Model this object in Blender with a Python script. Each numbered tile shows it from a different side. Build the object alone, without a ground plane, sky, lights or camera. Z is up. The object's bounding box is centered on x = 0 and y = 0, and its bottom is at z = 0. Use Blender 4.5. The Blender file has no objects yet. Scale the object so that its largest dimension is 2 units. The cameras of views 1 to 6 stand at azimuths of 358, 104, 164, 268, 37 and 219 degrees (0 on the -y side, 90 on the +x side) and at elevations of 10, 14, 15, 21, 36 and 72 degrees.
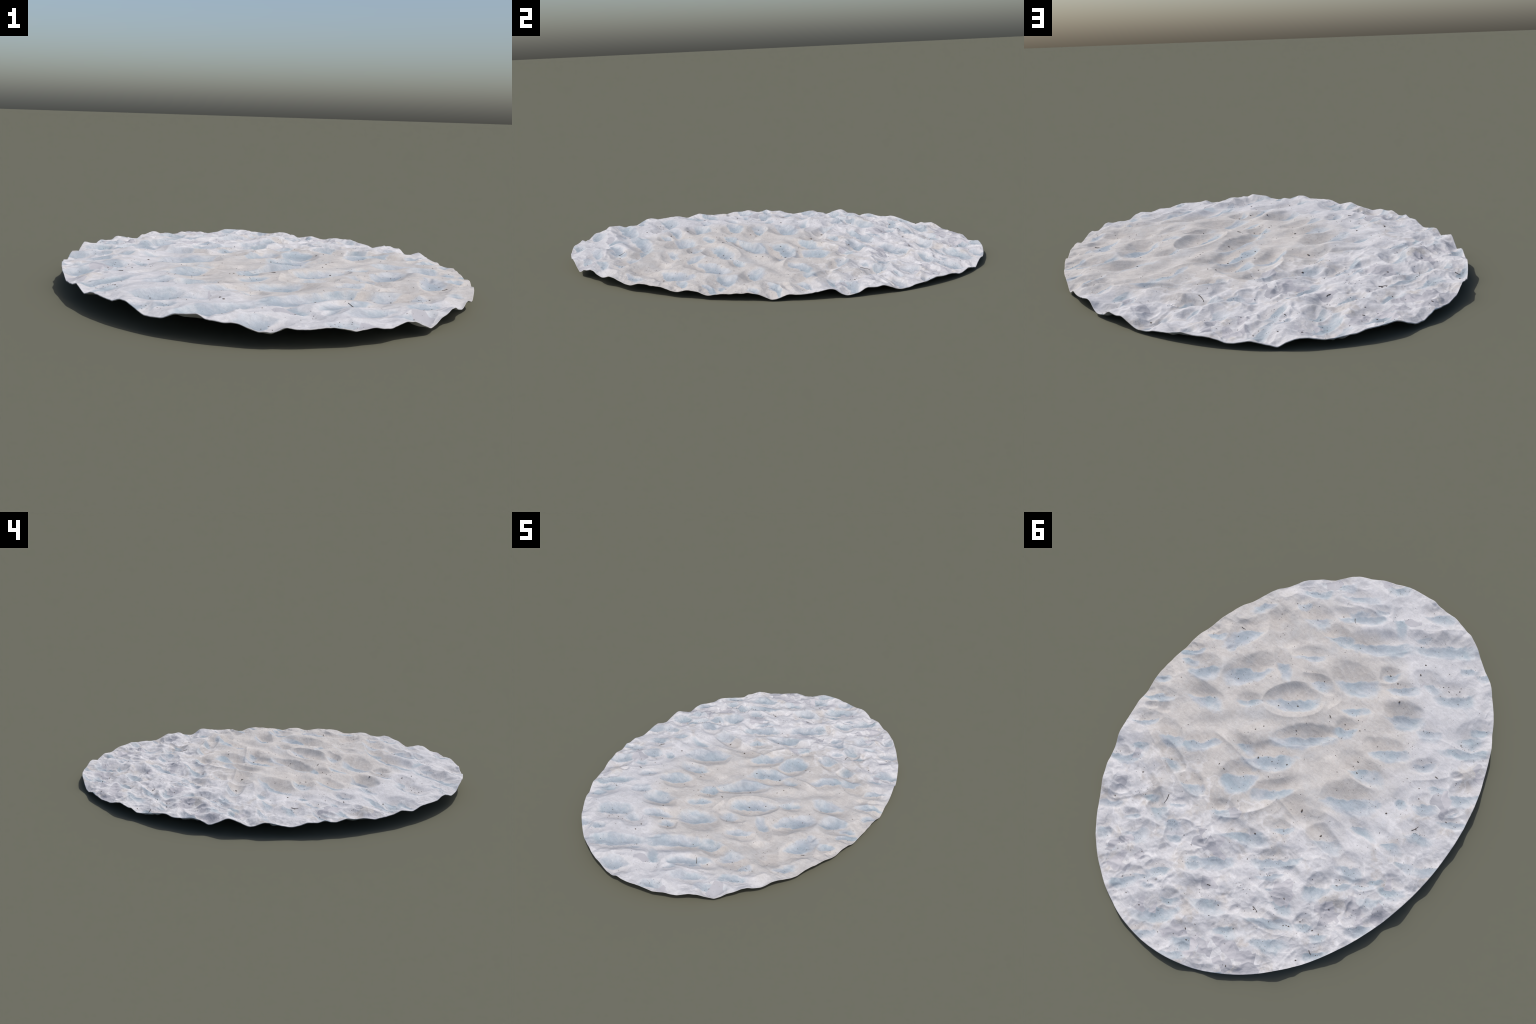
"""A sun-cupped patch of old snow: a thin, oval, gently tilted crust whose top is
pitted by melt hollows, with blue shadow painted on one wall of each hollow,
a warm sunlight tint on the other, small dark grit, twigs and a few smooth refrozen plates."""
import bpy
import math
import numpy as np

rng = np.random.default_rng(7)

# ------------------------------------------------------------------ the plan
HALF_X, HALF_Y = 0.747, 1.0          # the patch is an ellipse seen from above
CRUST = 0.0030                       # thickness of the crust

# mean plane of the crest level: height, slope along x, slope along y
PLANE = (0.0488, -0.0223, -0.0203)
# broad swells of the crest level: x, y, rise in mm (each 0.17 m wide)
SWELL_WIDTH = 0.17
SWELLS = [
    (-0.3, -0.9, 1.4),
    (0, -0.9, -1.8),
    (0.3, -0.9, 0),
    (-0.6, -0.6, -3.1),
    (-0.3, -0.6, 4.4),
    (0, -0.6, -3.5),
    (0.3, -0.6, 2.2),
    (0.6, -0.6, -0.2),
    (-0.6, -0.3, 0.9),
    (-0.3, -0.3, 3.9),
    (0, -0.3, -2.3),
    (0.3, -0.3, 3.9),
    (0.6, -0.3, 2.5),
    (-0.6, -0, -1.3),
    (-0.3, -0, 2.5),
    (0, -0, 5.1),
    (0.3, -0, -0.5),
    (0.6, -0, 2.6),
    (-0.6, 0.3, 14.4),
    (-0.3, 0.3, 1.3),
    (0, 0.3, 0.4),
    (0.3, 0.3, 0.9),
    (0.6, 0.3, 5.6),
    (-0.6, 0.6, -3),
    (-0.3, 0.6, 3),
    (0, 0.6, 5.9),
    (0.3, 0.6, -2.2),
    (0.6, 0.6, 1.8),
    (-0.3, 0.9, -1.3),
    (0, 0.9, 3.8),
    (0.3, 0.9, -0.9),
]
# short crests and dips, drawn out along the slope: x, y, rise in mm
KNOLL_LONG, KNOLL_WIDE = 0.070, 0.034
ALONG, ACROSS = (0.78, 0.63), (-0.63, 0.78)
KNOLLS_A = [
    (0.366, -0.422, -14.9),
    (0.304, -0.331, 10.4),
    (0.129, -0.602, -8.7),
    (0.058, -0.346, -12.5),
    (0.147, -0.365, -5.6),
    (-0.352, -0.703, 22.4),
    (-0.347, -0.724, -19.5),
    (-0.38, -0.654, 7.4),
    (-0.065, -0.577, -3.6),
    (-0.057, -0.726, -8.5),
    (-0.088, -0.775, -10.3),
    (-0.229, -0.835, 2.8),
    (-0.149, -0.778, 7.8),
    (-0.028, -0.917, -7.8),
    (-0.028, -0.959, -8.8),
    (-0.245, -0.615, 2),
    (-0.232, -0.116, -2.7),
    (-0.268, -0.045, 4.8),
    (-0.019, -0.019, -6.7),
    (-0.047, -0.155, 7.2),
    (0.095, -0.102, 3.2),
    (-0.055, -0.26, -4.8),
    (-0.482, -0.228, -8.1),
    (-0.512, -0.315, -4.9),
    (-0.228, -0.267, 3),
    (-0.236, -0.369, -27.2),
    (-0.562, -0.248, 5.8),
    (-0.59, -0.347, 4.7),
    (-0.506, -0.505, -10.1),
    (0.216, -0.026, -3.5),
    (0.161, -0.195, 7.4),
    (0.23, -0.144, -2.1),
    (0.224, -0.687, 5),
    (-0.159, -0.706, 12.2),
    (-0.441, -0.051, -7.9),
    (0.453, -0.13, 8.7),
    (-0.176, -0.489, -8.7),
    (-0.17, -0.654, 11.8),
    (0.284, -0.679, -8.3),
    (0.25, -0.386, -10.2),
    (0.115, -0.177, -4),
    (0.225, -0.274, 13.5),
    (0.612, -0.376, 4.1),
    (0.663, -0.129, 3.1),
    (0.625, -0.005, 3.3),
    (-0.049, -0.678, 4.6),
    (0.185, -0.53, -10.3),
    (-0.182, -0.752, -5.7),
    (-0.133, -0.91, 14.1),
    (-0.053, -0.847, 12),
    (-0.16, -0.495, 8.9),
    (0.044, -0.189, -11.5),
    (0.126, -0.105, 7.3),
    (0.114, -0.004, 13.1),
    (-0.403, -0.034, 3.2),
    (-0.184, -0.034, 11),
    (-0.337, -0.237, -3.8),
    (-0.149, -0.173, -4.3),
    (-0.617, -0.029, 13),
    (-0.559, -0.132, -4),
    (-0.591, -0.398, 4.1),
    (-0.415, -0.442, -10),
    (-0.59, -0.477, -6.9),
    (0.336, -0.523, 3.5),
    (0.227, -0.377, -9.7),
    (0.176, -0.814, 23.5),
    (-0.097, -0.702, -14.8),
    (-0.37, -0.344, 6),
    (-0.54, -0.605, 10.7),
    (0.529, -0.338, 5.3),
    (0.497, -0.696, -2.6),
    (0.184, -0.032, -8.7),
    (0.49, -0.067, -7.4),
    (-0.261, -0.656, -7.1),
    (0.112, -0.849, 5),
    (-0.028, -0.789, -8.3),
    (-0.664, -0.015, -3),
    (-0.144, -0.014, -10.3),
    (-0.344, -0.332, 5.3),
    (-0.452, -0.6, 6.7),
    (0.044, -0.22, 15.3),
    (0.499, -0.234, 11),
    (0.062, -0.419, -28.1),
    (0.114, -0.797, -9.1),
    (-0.191, -0.687, -10),
    (0.23, -0.243, -10.1),
    (-0.599, -0.352, -10.9),
    (-0.251, -0.358, 14.6),
    (-0.149, -0.32, 9.2),
    (-0.468, -0.456, 6.5),
    (-0.506, -0.635, 4.6),
    (-0.301, -0.14, 8.2),
    (-0.109, -0.488, -4.2),
    (-0.242, -0.739, -4.5),
    (0.714, -0.053, -10),
    (-0.307, -0.368, 9.2),
    (-0.422, -0.415, 6.9),
    (0.534, -0.639, 3.8),
    (0.393, -0.57, 3.2),
    (0.185, -0.511, 14.6),
    (-0.506, -0.449, 5.4),
    (0.081, -0.816, 4.5),
    (0.021, -0.764, 2.3),
    (-0.263, -0.682, 2.3),
    (-0.114, -0.491, -5.1),
    (0.068, -0.432, 6.9),
    (0.047, -0.668, 9.3),
    (-0.547, -0.606, 3.3),
    (-0.357, -0.787, 10.5),
    (0.493, -0.7, 3.5),
    (0.245, -0.895, 10.9),
    (-0.568, -0.366, 2.3),
    (0.138, -0.872, -3.7),
    (0.368, -0.246, -8.9),
    (0.56, -0.453, -8.4),
    (0.126, -0.022, -9.7),
    (-0.014, -0.144, -12.9),
    (0.09, -0.442, 2),
    (-0.532, -0.621, 2.9),
    (-0.043, -0.724, 15.7),
    (-0.378, -0.152, 13),
    (0.558, -0.15, 13.5),
    (-0.24, -0.431, -14.8),
    (0.315, -0.308, -12),
    (0.29, -0.59, -5.2),
    (0.093, -0.432, -1.9),
    (-0.358, -0.8, -4.2),
    (-0.29, -0.195, 8.5),
    (-0.25, -0.329, -5.1),
    (0.035, -0.719, -19.5),
    (-0.15, -0.931, -18.8),
    (-0.634, -0.039, -13.7),
    (0.223, -0.251, -12.7),
    (0.506, -0.703, -7.1),
    (-0.535, -0.6, 6),
    (-0.104, -0.812, 14.2),
    (0.082, -0.661, 3.3),
    (0.264, -0.88, -7.1),
    (-0.359, -0.66, -7),
    (0.339, -0.061, -5.4),
    (0.548, -0.187, -13.8),
    (-0.547, -0.606, -3.5),
    (-0.252, -0.431, 12.1),
    (0.063, -0.399, 11.8),
    (0.307, -0.287, 9.7),
    (0.074, -0.704, 9.7),
    (-0.351, -0.107, -7.5),
    (0.504, -0.099, -5.1),
    (0.135, -0.859, -10.9),
    (0.338, -0.024, 11),
    (0.032, -0.016, 15.1),
    (-0.222, -0.449, 3.1),
    (-0.531, -0.622, -2.2),
    (-0.552, -0.103, 12.2),
    (-0.321, -0.118, -3.1),
    (-0.535, -0.611, -3.2),
    (-0.003, -0.185, 8.4),
    (-0.187, -0.52, 9.9),
    (-0.361, -0.815, 3.7),
    (-0.296, -0.139, -7.5),
    (-0.319, -0.645, -6.5),
    (-0.535, -0.599, 2.8),
    (-0.253, -0.452, 3.4),
    (0.131, -0.283, 5.8),
    (0.231, -0.377, 12.9),
    (0.263, -0.499, 7.7),
    (0.498, -0.716, 7.1),
    (-0.051, -0.951, 3.3),
    (0.129, -0.826, -12.9),
    (-0.548, -0.605, -8.9),
    (0.262, -0.22, 9),
    (0.176, -0.07, -11.2),
    (-0.53, -0.623, -6.7),
    (0.064, -0.412, 14.3),
    (-0.639, -0.219, 5.7),
    (-0.531, -0.611, -4.9),
    (-0.589, -0.056, 5.4),
    (0.181, -0.412, 10),
    (-0.303, -0.335, -10.8),
    (0.159, -0.746, 8.4),
    (0.539, -0.564, 5.9),
    (-0.051, -0.953, 7.2),
    (-0.326, -0.476, 6.4),
    (-0.178, -0.848, -7.2),
]
KNOLLS_B = [
    (-0.117, 0.19, -5.3),
    (-0.111, 0.118, 6.2),
    (0.082, 0.078, 6.9),
    (0.02, 0.051, 13.4),
    (-0.07, 0.366, -26.9),
    (0.39, 0.224, 7.1),
    (0.246, 0.235, 8),
    (0.431, 0.344, -11),
    (0.432, 0.345, 10.8),
    (0.324, 0.511, -9.5),
    (0.485, 0.468, -5.2),
    (0.515, 0.621, -21.2),
    (0.571, 0.411, 4.3),
    (0.359, 0.313, -12.2),
    (0.085, 0.393, -10.9),
    (0.166, 0.803, 4.3),
    (0.022, 0.815, -4.2),
    (-0.063, 0.656, -19.2),
    (-0.153, 0.862, 6.5),
    (-0.137, 0.887, -3.4),
    (-0.145, 0.693, -8.3),
    (-0.08, 0.898, -5.6),
    (-0.378, 0.366, -10.8),
    (-0.352, 0.614, 19.4),
    (-0.414, 0.58, -13.3),
    (-0.447, 0.53, 4.2),
    (-0.51, 0.526, 4.2),
    (-0.507, 0.526, -7.1),
    (-0.532, 0.663, -8.4),
    (-0.338, 0.502, -16.8),
    (-0.268, 0.612, -16.2),
    (-0.246, 0.646, 16.7),
    (-0.256, 0.727, -6.4),
    (-0.228, 0.455, 6),
    (-0.158, 0.169, 8),
    (-0.288, 0.197, 5.8),
    (0.229, 0.015, 20.5),
    (0.63, 0.514, -2),
    (-0.472, 0.324, -2.9),
    (0.45, 0.063, 4.5),
    (0.078, 0.112, -6.4),
    (0.001, 0.034, -15.7),
    (0.124, 0.305, 2.6),
    (0.094, 0.188, 6.3),
    (0.36, 0.253, 5.6),
    (0.421, 0.186, 8.1),
    (0.476, 0.378, 13.9),
    (0.537, 0.29, 4.3),
    (0.423, 0.283, -6),
    (-0.082, 0.135, -3.2),
    (-0.017, 0.224, -3.4),
    (-0.015, 0.079, 12),
    (-0.289, 0.065, 3.8),
    (-0.217, 0.241, 7.5),
    (-0.444, 0.272, -2.9),
    (-0.043, 0.458, -9.9),
    (-0.126, 0.388, 5.2),
    (-0.023, 0.584, -6),
    (-0.251, 0.41, -4.5),
    (-0.453, 0.437, -3.2),
    (-0.556, 0.285, -6.3),
    (-0.479, 0.547, 4.9),
    (-0.429, 0.701, 2.5),
    (0.128, 0.771, -3.3),
    (0.214, 0.891, 6.4),
    (-0.041, 0.5, 18.1),
    (0.081, 0.65, 5.9),
    (-0.495, 0.357, 8.6),
    (-0.371, 0.665, 5.9),
    (0.33, 0.618, 12.5),
    (0.502, 0.585, 18.1),
    (0.641, 0.176, 11.3),
    (0.531, 0.124, 3.5),
    (0.22, 0.678, -7.2),
    (-0.019, 0.483, 12.5),
    (0.075, 0.492, 13.8),
    (-0.097, 0.349, 16.6),
    (-0.545, 0.345, -4.1),
    (-0.468, 0.129, 18.9),
    (0.583, 0.151, -2.2),
    (0.229, 0.69, -6),
    (0.29, 0.477, -5.7),
    (0.133, 0.025, -6.3),
    (0.022, 0.451, -9.8),
    (-0.291, 0.814, 6.4),
    (0.095, 0.88, 18.6),
    (0.406, 0.075, 3.2),
    (0.004, 0.157, -13.9),
    (0.329, 0.009, -7.3),
    (-0.073, 0.064, -4.9),
    (-0.168, 0.223, -5.8),
    (0.541, 0.039, -8.3),
    (-0.343, 0.123, -4.8),
    (-0.011, 0.173, 13.2),
    (-0.311, 0.519, 14),
    (0.066, 0.518, 31.8),
    (0.298, 0.756, 10.6),
    (0.021, 0.767, 10.3),
    (0.535, 0.53, 13.7),
    (0.556, 0.008, 14.6),
    (0.1, 0.144, -15.2),
    (-0.405, 0.173, -2.9),
    (0.087, 0.517, -11),
    (0.101, 0.893, -5.6),
    (-0.226, 0.666, -12.8),
    (0.549, 0.118, -13.4),
    (0.526, 0.373, -13.6),
    (0.301, 0.748, 4.1),
    (0.234, 0.495, 11.2),
    (-0.074, 0.581, 10.6),
    (-0.304, 0.52, 7.5),
    (-0.556, 0.353, 12.9),
    (-0.506, 0.075, 11.5),
    (0.096, 0.546, -7.9),
    (-0.034, 0.761, -32.8),
    (0.133, 0.362, -6.2),
    (-0.352, 0.625, -12.5),
    (-0.226, 0.279, -4.9),
    (-0.259, 0.047, -7.8),
    (0.465, 0.147, -4.4),
    (0.17, 0.114, -12),
    (-0.362, 0.35, 13.3),
    (-0.092, 0.639, 12.6),
    (0.142, 0.287, 6.9),
    (-0.449, 0.594, 15.2),
    (0.266, 0.7, 12.4),
    (0.162, 0.062, -7.1),
    (-0.226, 0.223, -8.1),
    (0.021, 0.49, -13.1),
    (-0.063, 0.741, 11),
    (0.057, 0.684, 13),
    (-0.043, 0.385, 13),
    (0.225, 0.907, -10.1),
    (-0.45, 0.148, -10.5),
    (-0.06, 0.447, -8.8),
    (0.224, 0.702, -7.2),
    (0.106, 0.9, -7.7),
    (0.37, 0.553, 3.5),
    (-0.472, 0.563, -9.1),
    (-0.04, 0.752, 20.1),
    (-0.149, 0.781, -2),
    (0.294, 0.57, -5.2),
    (0.098, 0.546, -7.8),
    (-0.476, 0.581, -2.8),
    (-0.578, 0.135, -3),
    (-0.392, 0.194, 2.4),
    (0.395, 0.154, -7.7),
    (-0.047, 0.465, -4.7),
    (0.098, 0.927, -3),
    (-0.086, 0.753, 8.1),
    (-0.006, 0.454, 12.4),
    (-0.62, 0.015, -5.1),
    (-0.615, 0.117, -3),
    (0.048, 0.615, -4.3),
    (0.397, 0.112, -7.3),
    (0.081, 0.379, 10.5),
    (0.359, 0.814, -5),
    (-0.372, 0.165, -8.8),
    (0.105, 0.084, 13.7),
    (-0.465, 0.396, 12.3),
    (-0.169, 0.779, 11.5),
    (0.321, 0.82, -3.7),
    (0.272, 0.681, -4.4),
    (0.111, 0.538, -8.8),
    (0.049, 0.01, -8.3),
    (-0.486, 0.094, -11),
    (-0.067, 0.487, -14.1),
    (0.074, 0.766, -6),
]
KNOLLS = KNOLLS_A + KNOLLS_B
# long winding ridges: height in mm, half width, way points
RIDGES = [
    (7, 0.02, [(0.461, -0.559), (0.371, -0.545), (0.282, -0.532), (0.203, -0.54), (0.12, -0.565), (0.019, -0.63), (-0.062, -0.721)]),
    (10, 0.018, [(0.352, 0.132), (0.239, 0.134), (0.123, 0.152), (0.075, 0.12)]),
    (13, 0.022, [(0.565, 0.324), (0.487, 0.356), (0.393, 0.383), (0.31, 0.409), (0.244, 0.417), (0.205, 0.385)]),
    (12, 0.02, [(-0.042, 0.191), (-0.136, 0.206), (-0.21, 0.228), (-0.345, 0.247), (-0.476, 0.255), (-0.517, 0.248)]),
    (6, 0.018, [(-0.237, 0.113), (-0.402, 0.1), (-0.545, 0.104), (-0.676, 0.115)]),
    (7, 0.022, [(0.304, -0.105), (0.313, -0.172), (0.272, -0.247), (0.22, -0.296), (0.137, -0.319), (0.078, -0.294), (0.061, -0.226), (0.112, -0.155), (0.199, -0.097), (0.268, -0.089), (0.304, -0.105)]),
    (7, 0.02, [(0.242, -0.334), (0.167, -0.388), (0.08, -0.385), (0.021, -0.342), (0.039, -0.271)]),
    (9, 0.02, [(0.629, 0.296), (0.548, 0.336), (0.46, 0.422), (0.35, 0.486), (0.261, 0.547), (0.22, 0.629)]),
    (9, 0.018, [(0.203, 0.388), (0.117, 0.409), (0.036, 0.35), (-0.028, 0.271), (-0.046, 0.196)]),
    (7, 0.018, [(-0.348, -0.405), (-0.429, -0.468), (-0.504, -0.474), (-0.622, -0.529)]),
    (6, 0.018, [(-0.442, -0.238), (-0.527, -0.314), (-0.581, -0.389), (-0.64, -0.482)]),
    (6, 0.016, [(0.057, 0.752), (-0.072, 0.77), (-0.16, 0.743), (-0.235, 0.665), (-0.359, 0.662), (-0.465, 0.604)]),
    (6, 0.016, [(0.263, 0.956), (0.188, 0.878), (0.122, 0.807), (0.082, 0.725)]),
    (6, 0.016, [(-0.251, 0.683), (-0.349, 0.724), (-0.451, 0.699), (-0.502, 0.649)]),
    (7, 0.018, [(0.308, -0.738), (0.201, -0.777), (0.121, -0.795), (0.064, -0.744)]),
    (7, 0.018, [(0.002, -0.806), (-0.1, -0.872), (-0.164, -0.945), (-0.222, -0.968)]),
]
# wavy outer lip: bearing in degrees on the ellipse, height in mm
LIP = [
    (1.1, 33.9),
    (2.6, 31.7),
    (3.8, 36.8),
    (6.7, 29.2),
    (9.5, 7),
    (11, 9.8),
    (13.5, 28.1),
    (16.3, 25.1),
    (18.7, 28.5),
    (23.4, 43),
    (24.5, 40.1),
    (26.1, 18.8),
    (27.4, 9.1),
    (30.6, 18.7),
    (32.4, 35.3),
    (34.7, 32.3),
    (36.9, 36.6),
    (38.4, 29.4),
    (40.1, 17.1),
    (41.9, 10.1),
    (43.4, 10.3),
    (47.3, 20.4),
    (49.8, 21.9),
    (53.3, 32.5),
    (56.3, 27.4),
    (59.9, 29),
    (63.6, 15.9),
    (64.7, 15.2),
    (68.7, 25.9),
    (74.5, 8.2),
    (76.6, 24.3),
    (79.2, 33.9),
    (81.1, 33),
    (83.9, 25.4),
    (86.8, 25),
    (90.4, 31.9),
    (91.8, 30.7),
    (94.6, 39.1),
    (102.4, 44.8),
    (108.2, 14.7),
    (111, 16.2),
    (115, 34.5),
    (121.9, 28.6),
    (124.9, 34.6),
    (126.7, 34.2),
    (129.9, 51.1),
    (131.7, 56.4),
    (135.5, 46.7),
    (136.3, 49.9),
    (138.3, 34.2),
    (139.9, 36.8),
    (147.4, 61.5),
    (148.9, 61.8),
    (150.6, 51.2),
    (153.5, 56.2),
    (156.7, 66.5),
    (158.6, 59.5),
    (160.8, 40.6),
    (161.8, 42.5),
    (165.2, 74),
    (166.3, 80.4),
    (167.4, 77.9),
    (171.9, 45.6),
    (173.2, 50.9),
    (175.4, 69.6),
    (177.4, 67.4),
    (182, 49.2),
    (183.5, 50.5),
    (185.1, 57.7),
    (186.8, 69.4),
    (189.6, 67.3),
    (191.3, 77.2),
    (193.1, 65.7),
    (194.3, 64.1),
    (197.4, 78.2),
    (199.5, 70.9),
    (202.2, 72.3),
    (205.8, 56.7),
    (211.8, 65.4),
    (214.4, 77.7),
    (219, 59.1),
    (221.7, 72),
    (224.5, 75.1),
    (230, 71.3),
    (232.7, 83.9),
    (234.5, 82.6),
    (239.5, 54.6),
    (243.9, 57),
    (247.2, 76.8),
    (250.4, 79.6),
    (251.9, 84.4),
    (253.8, 72.9),
    (256.6, 68),
    (260.2, 70.1),
    (264.9, 49.6),
    (265.8, 51.9),
    (267.2, 48),
    (268.1, 50.2),
    (270.1, 63.7),
    (273.1, 57.3),
    (280.2, 62.7),
    (285.2, 48.9),
    (289.4, 54.1),
    (293.9, 44.7),
    (297.5, 57.3),
    (300.2, 53.5),
    (305.8, 20.9),
    (307.9, 29.5),
    (309.6, 42),
    (312.2, 47),
    (314.2, 58),
    (316.5, 55),
    (317.8, 46.9),
    (320.6, 36.9),
    (322, 41.2),
    (323.6, 51.4),
    (325.9, 48.7),
    (329.7, 33.4),
    (332.1, 29.6),
    (334.8, 43.5),
    (337.4, 46.2),
    (338.8, 41.3),
    (342.1, 41.2),
    (344.7, 28.4),
    (346.4, 25.2),
    (348.7, 37.7),
    (351.9, 33.8),
    (353.5, 22.3),
    (354.7, 19.6),
    (357.7, 29.6),
    (359.6, 28.5),
]

# melt hollows: x, y, half length, half width, heading (degrees), depth (mm), strength of the painted blue shadow
HOLLOWS_SOUTH = [
    (0.458, -0.698, 0.076, 0.04, 29, 12, 0.7),
    (0.411, -0.802, 0.088, 0.043, 34, 16, 0.4),
    (0.288, -0.812, 0.104, 0.047, 23, 13, 0.5),
    (0.217, -0.727, 0.127, 0.042, 34, 14, 0.8),
    (0.372, -0.592, 0.085, 0.058, 1, 16, 0.2),
    (0.067, -0.674, 0.166, 0.063, 31, 22, 0.9),
    (0.235, -0.58, 0.091, 0.047, 7, 18, 0.8),
    (0.458, -0.609, 0.043, 0.032, 62, 8, 0.5),
    (0.277, -0.419, 0.078, 0.031, 31, 12, 0.8),
    (0.464, -0.45, 0.114, 0.07, -32, 17, 0),
    (0.047, -0.463, 0.12, 0.076, 13, 22, 0.6),
    (-0.064, -0.581, 0.044, 0.038, 40, 14, 0.5),
    (-0.139, -0.553, 0.086, 0.034, 29, 11, 0.7),
    (-0.226, -0.459, 0.097, 0.066, 13, 31, 0.7),
    (-0.354, -0.467, 0.065, 0.051, -14, 9, 0.5),
    (-0.166, -0.844, 0.163, 0.065, 31, 23, 1),
    (-0.053, -0.959, 0.079, 0.05, 17, 19, 0.8),
    (0.068, -0.828, 0.1, 0.033, -48, 7, 0.5),
    (-0.338, -0.674, 0.098, 0.066, 29, 24, 0.9),
    (-0.233, -0.657, 0.078, 0.046, -4, 19, 0.2),
    (-0.318, -0.82, 0.049, 0.036, 40, 8, 0.7),
    (-0.393, -0.844, 0.045, 0.047, -26, 9, 0.8),
    (-0.551, -0.511, 0.077, 0.046, 40, 13, 0.8),
    (-0.511, -0.557, 0.067, 0.055, 40, 10, 0.2),
    (-0.357, -0.354, 0.06, 0.036, 40, 4, 0),
    (-0.484, -0.463, 0.094, 0.042, 45, 4, 0.2),
    (0.18, -0.959, 0.068, 0.049, 29, 10, 0.3),
    (0.602, -0.501, 0.065, 0.04, 68, 7, 0.2),
    (-0.071, -0.821, 0.042, 0.029, 40, 9, 0.2),
]
HOLLOWS_MIDDLE = [
    (0.576, -0.336, 0.124, 0.053, 75, 19, 1),
    (0.68, -0.24, 0.055, 0.028, 13, 10, 0.7),
    (0.709, -0.114, 0.067, 0.028, 49, 12, 0.8),
    (0.612, -0.08, 0.079, 0.066, 29, 22, 0.9),
    (0.442, -0.204, 0.129, 0.062, 60, 20, 1),
    (0.342, -0.315, 0.093, 0.034, -41, 16, 0.4),
    (0.525, 0.032, 0.109, 0.051, 0, 21, 0.7),
    (0.347, -0.09, 0.058, 0.037, 29, 12, 0.3),
    (0.202, -0.211, 0.126, 0.063, 37, 22, 1),
    (0.164, -0.349, 0.082, 0.04, 2, 14, 0.2),
    (0.675, 0.158, 0.074, 0.03, 35, 13, 1),
    (0.648, 0.279, 0.062, 0.029, 24, 10, 0.7),
    (0.505, 0.263, 0.088, 0.039, -6, 17, 0.5),
    (0.385, 0.198, 0.096, 0.046, 43, 15, 1),
    (0.435, 0.346, 0.082, 0.032, -10, 18, 0.2),
    (0.158, 0.208, 0.095, 0.079, 87, 23, 1),
    (0.11, 0.06, 0.125, 0.07, 40, 20, 1),
    (0.239, 0.087, 0.087, 0.033, -7, 12, 0.2),
    (0.051, -0.104, 0.154, 0.054, 40, 29, 1),
    (-0.065, -0.246, 0.054, 0.046, 40, 14, 0.8),
    (-0.043, -0.347, 0.071, 0.037, 29, 6, 0.5),
    (-0.27, -0.28, 0.103, 0.053, 24, 18, 0.9),
    (-0.245, -0.14, 0.116, 0.052, 3, 17, 0.3),
    (-0.279, -0.007, 0.128, 0.073, 27, 27, 1),
    (-0.001, 0.168, 0.107, 0.049, 50, 19, 0.8),
    (-0.161, 0.182, 0.1, 0.063, 9, 18, 0.1),
    (-0.308, 0.207, 0.107, 0.048, -6, 25, 0.2),
    (-0.454, 0.235, 0.084, 0.046, -6, 18, 0.8),
    (-0.382, 0.07, 0.1, 0.027, -4, 9, 0.5),
    (-0.144, 0.277, 0.054, 0.026, 40, 8, 0.8),
    (-0.477, 0.306, 0.046, 0.028, 40, 9, 0.7),
    (-0.644, 0.19, 0.063, 0.049, 40, 20, 0.9),
    (-0.549, 0.257, 0.057, 0.029, 40, 11, 0.2),
    (-0.717, 0.015, 0.07, 0.044, 55, 17, 1),
    (-0.596, -0.056, 0.072, 0.043, 24, 10, 0.7),
    (-0.683, -0.199, 0.079, 0.034, 35, 13, 0.8),
    (-0.648, -0.333, 0.085, 0.052, 65, 15, 0.8),
    (-0.539, -0.183, 0.06, 0.049, 40, 14, 0.9),
    (-0.451, -0.134, 0.033, 0.049, 40, 7, 0.6),
    (-0.43, -0.325, 0.056, 0.035, 40, 10, 0.5),
    (-0.536, -0.285, 0.04, 0.038, 40, 6, 0.7),
    (0.729, 0.074, 0.051, 0.033, 19, 6, 0.3),
    (-0.367, -0.048, 0.052, 0.03, 29, 4, 0.3),
    (-0.524, 0.048, 0.076, 0.026, -4, 8, 0.4),
    (0.259, 0.017, 0.047, 0.063, 19, 4, 0),
    (-0.09, -0.132, 0.053, 0.043, 19, 6, 0.1),
    (-0.618, 0.277, 0.075, 0.038, 60, 8, 0.2),
    (-0.617, 0.072, 0.075, 0.032, -4, 7, 0.3),
]
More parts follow.
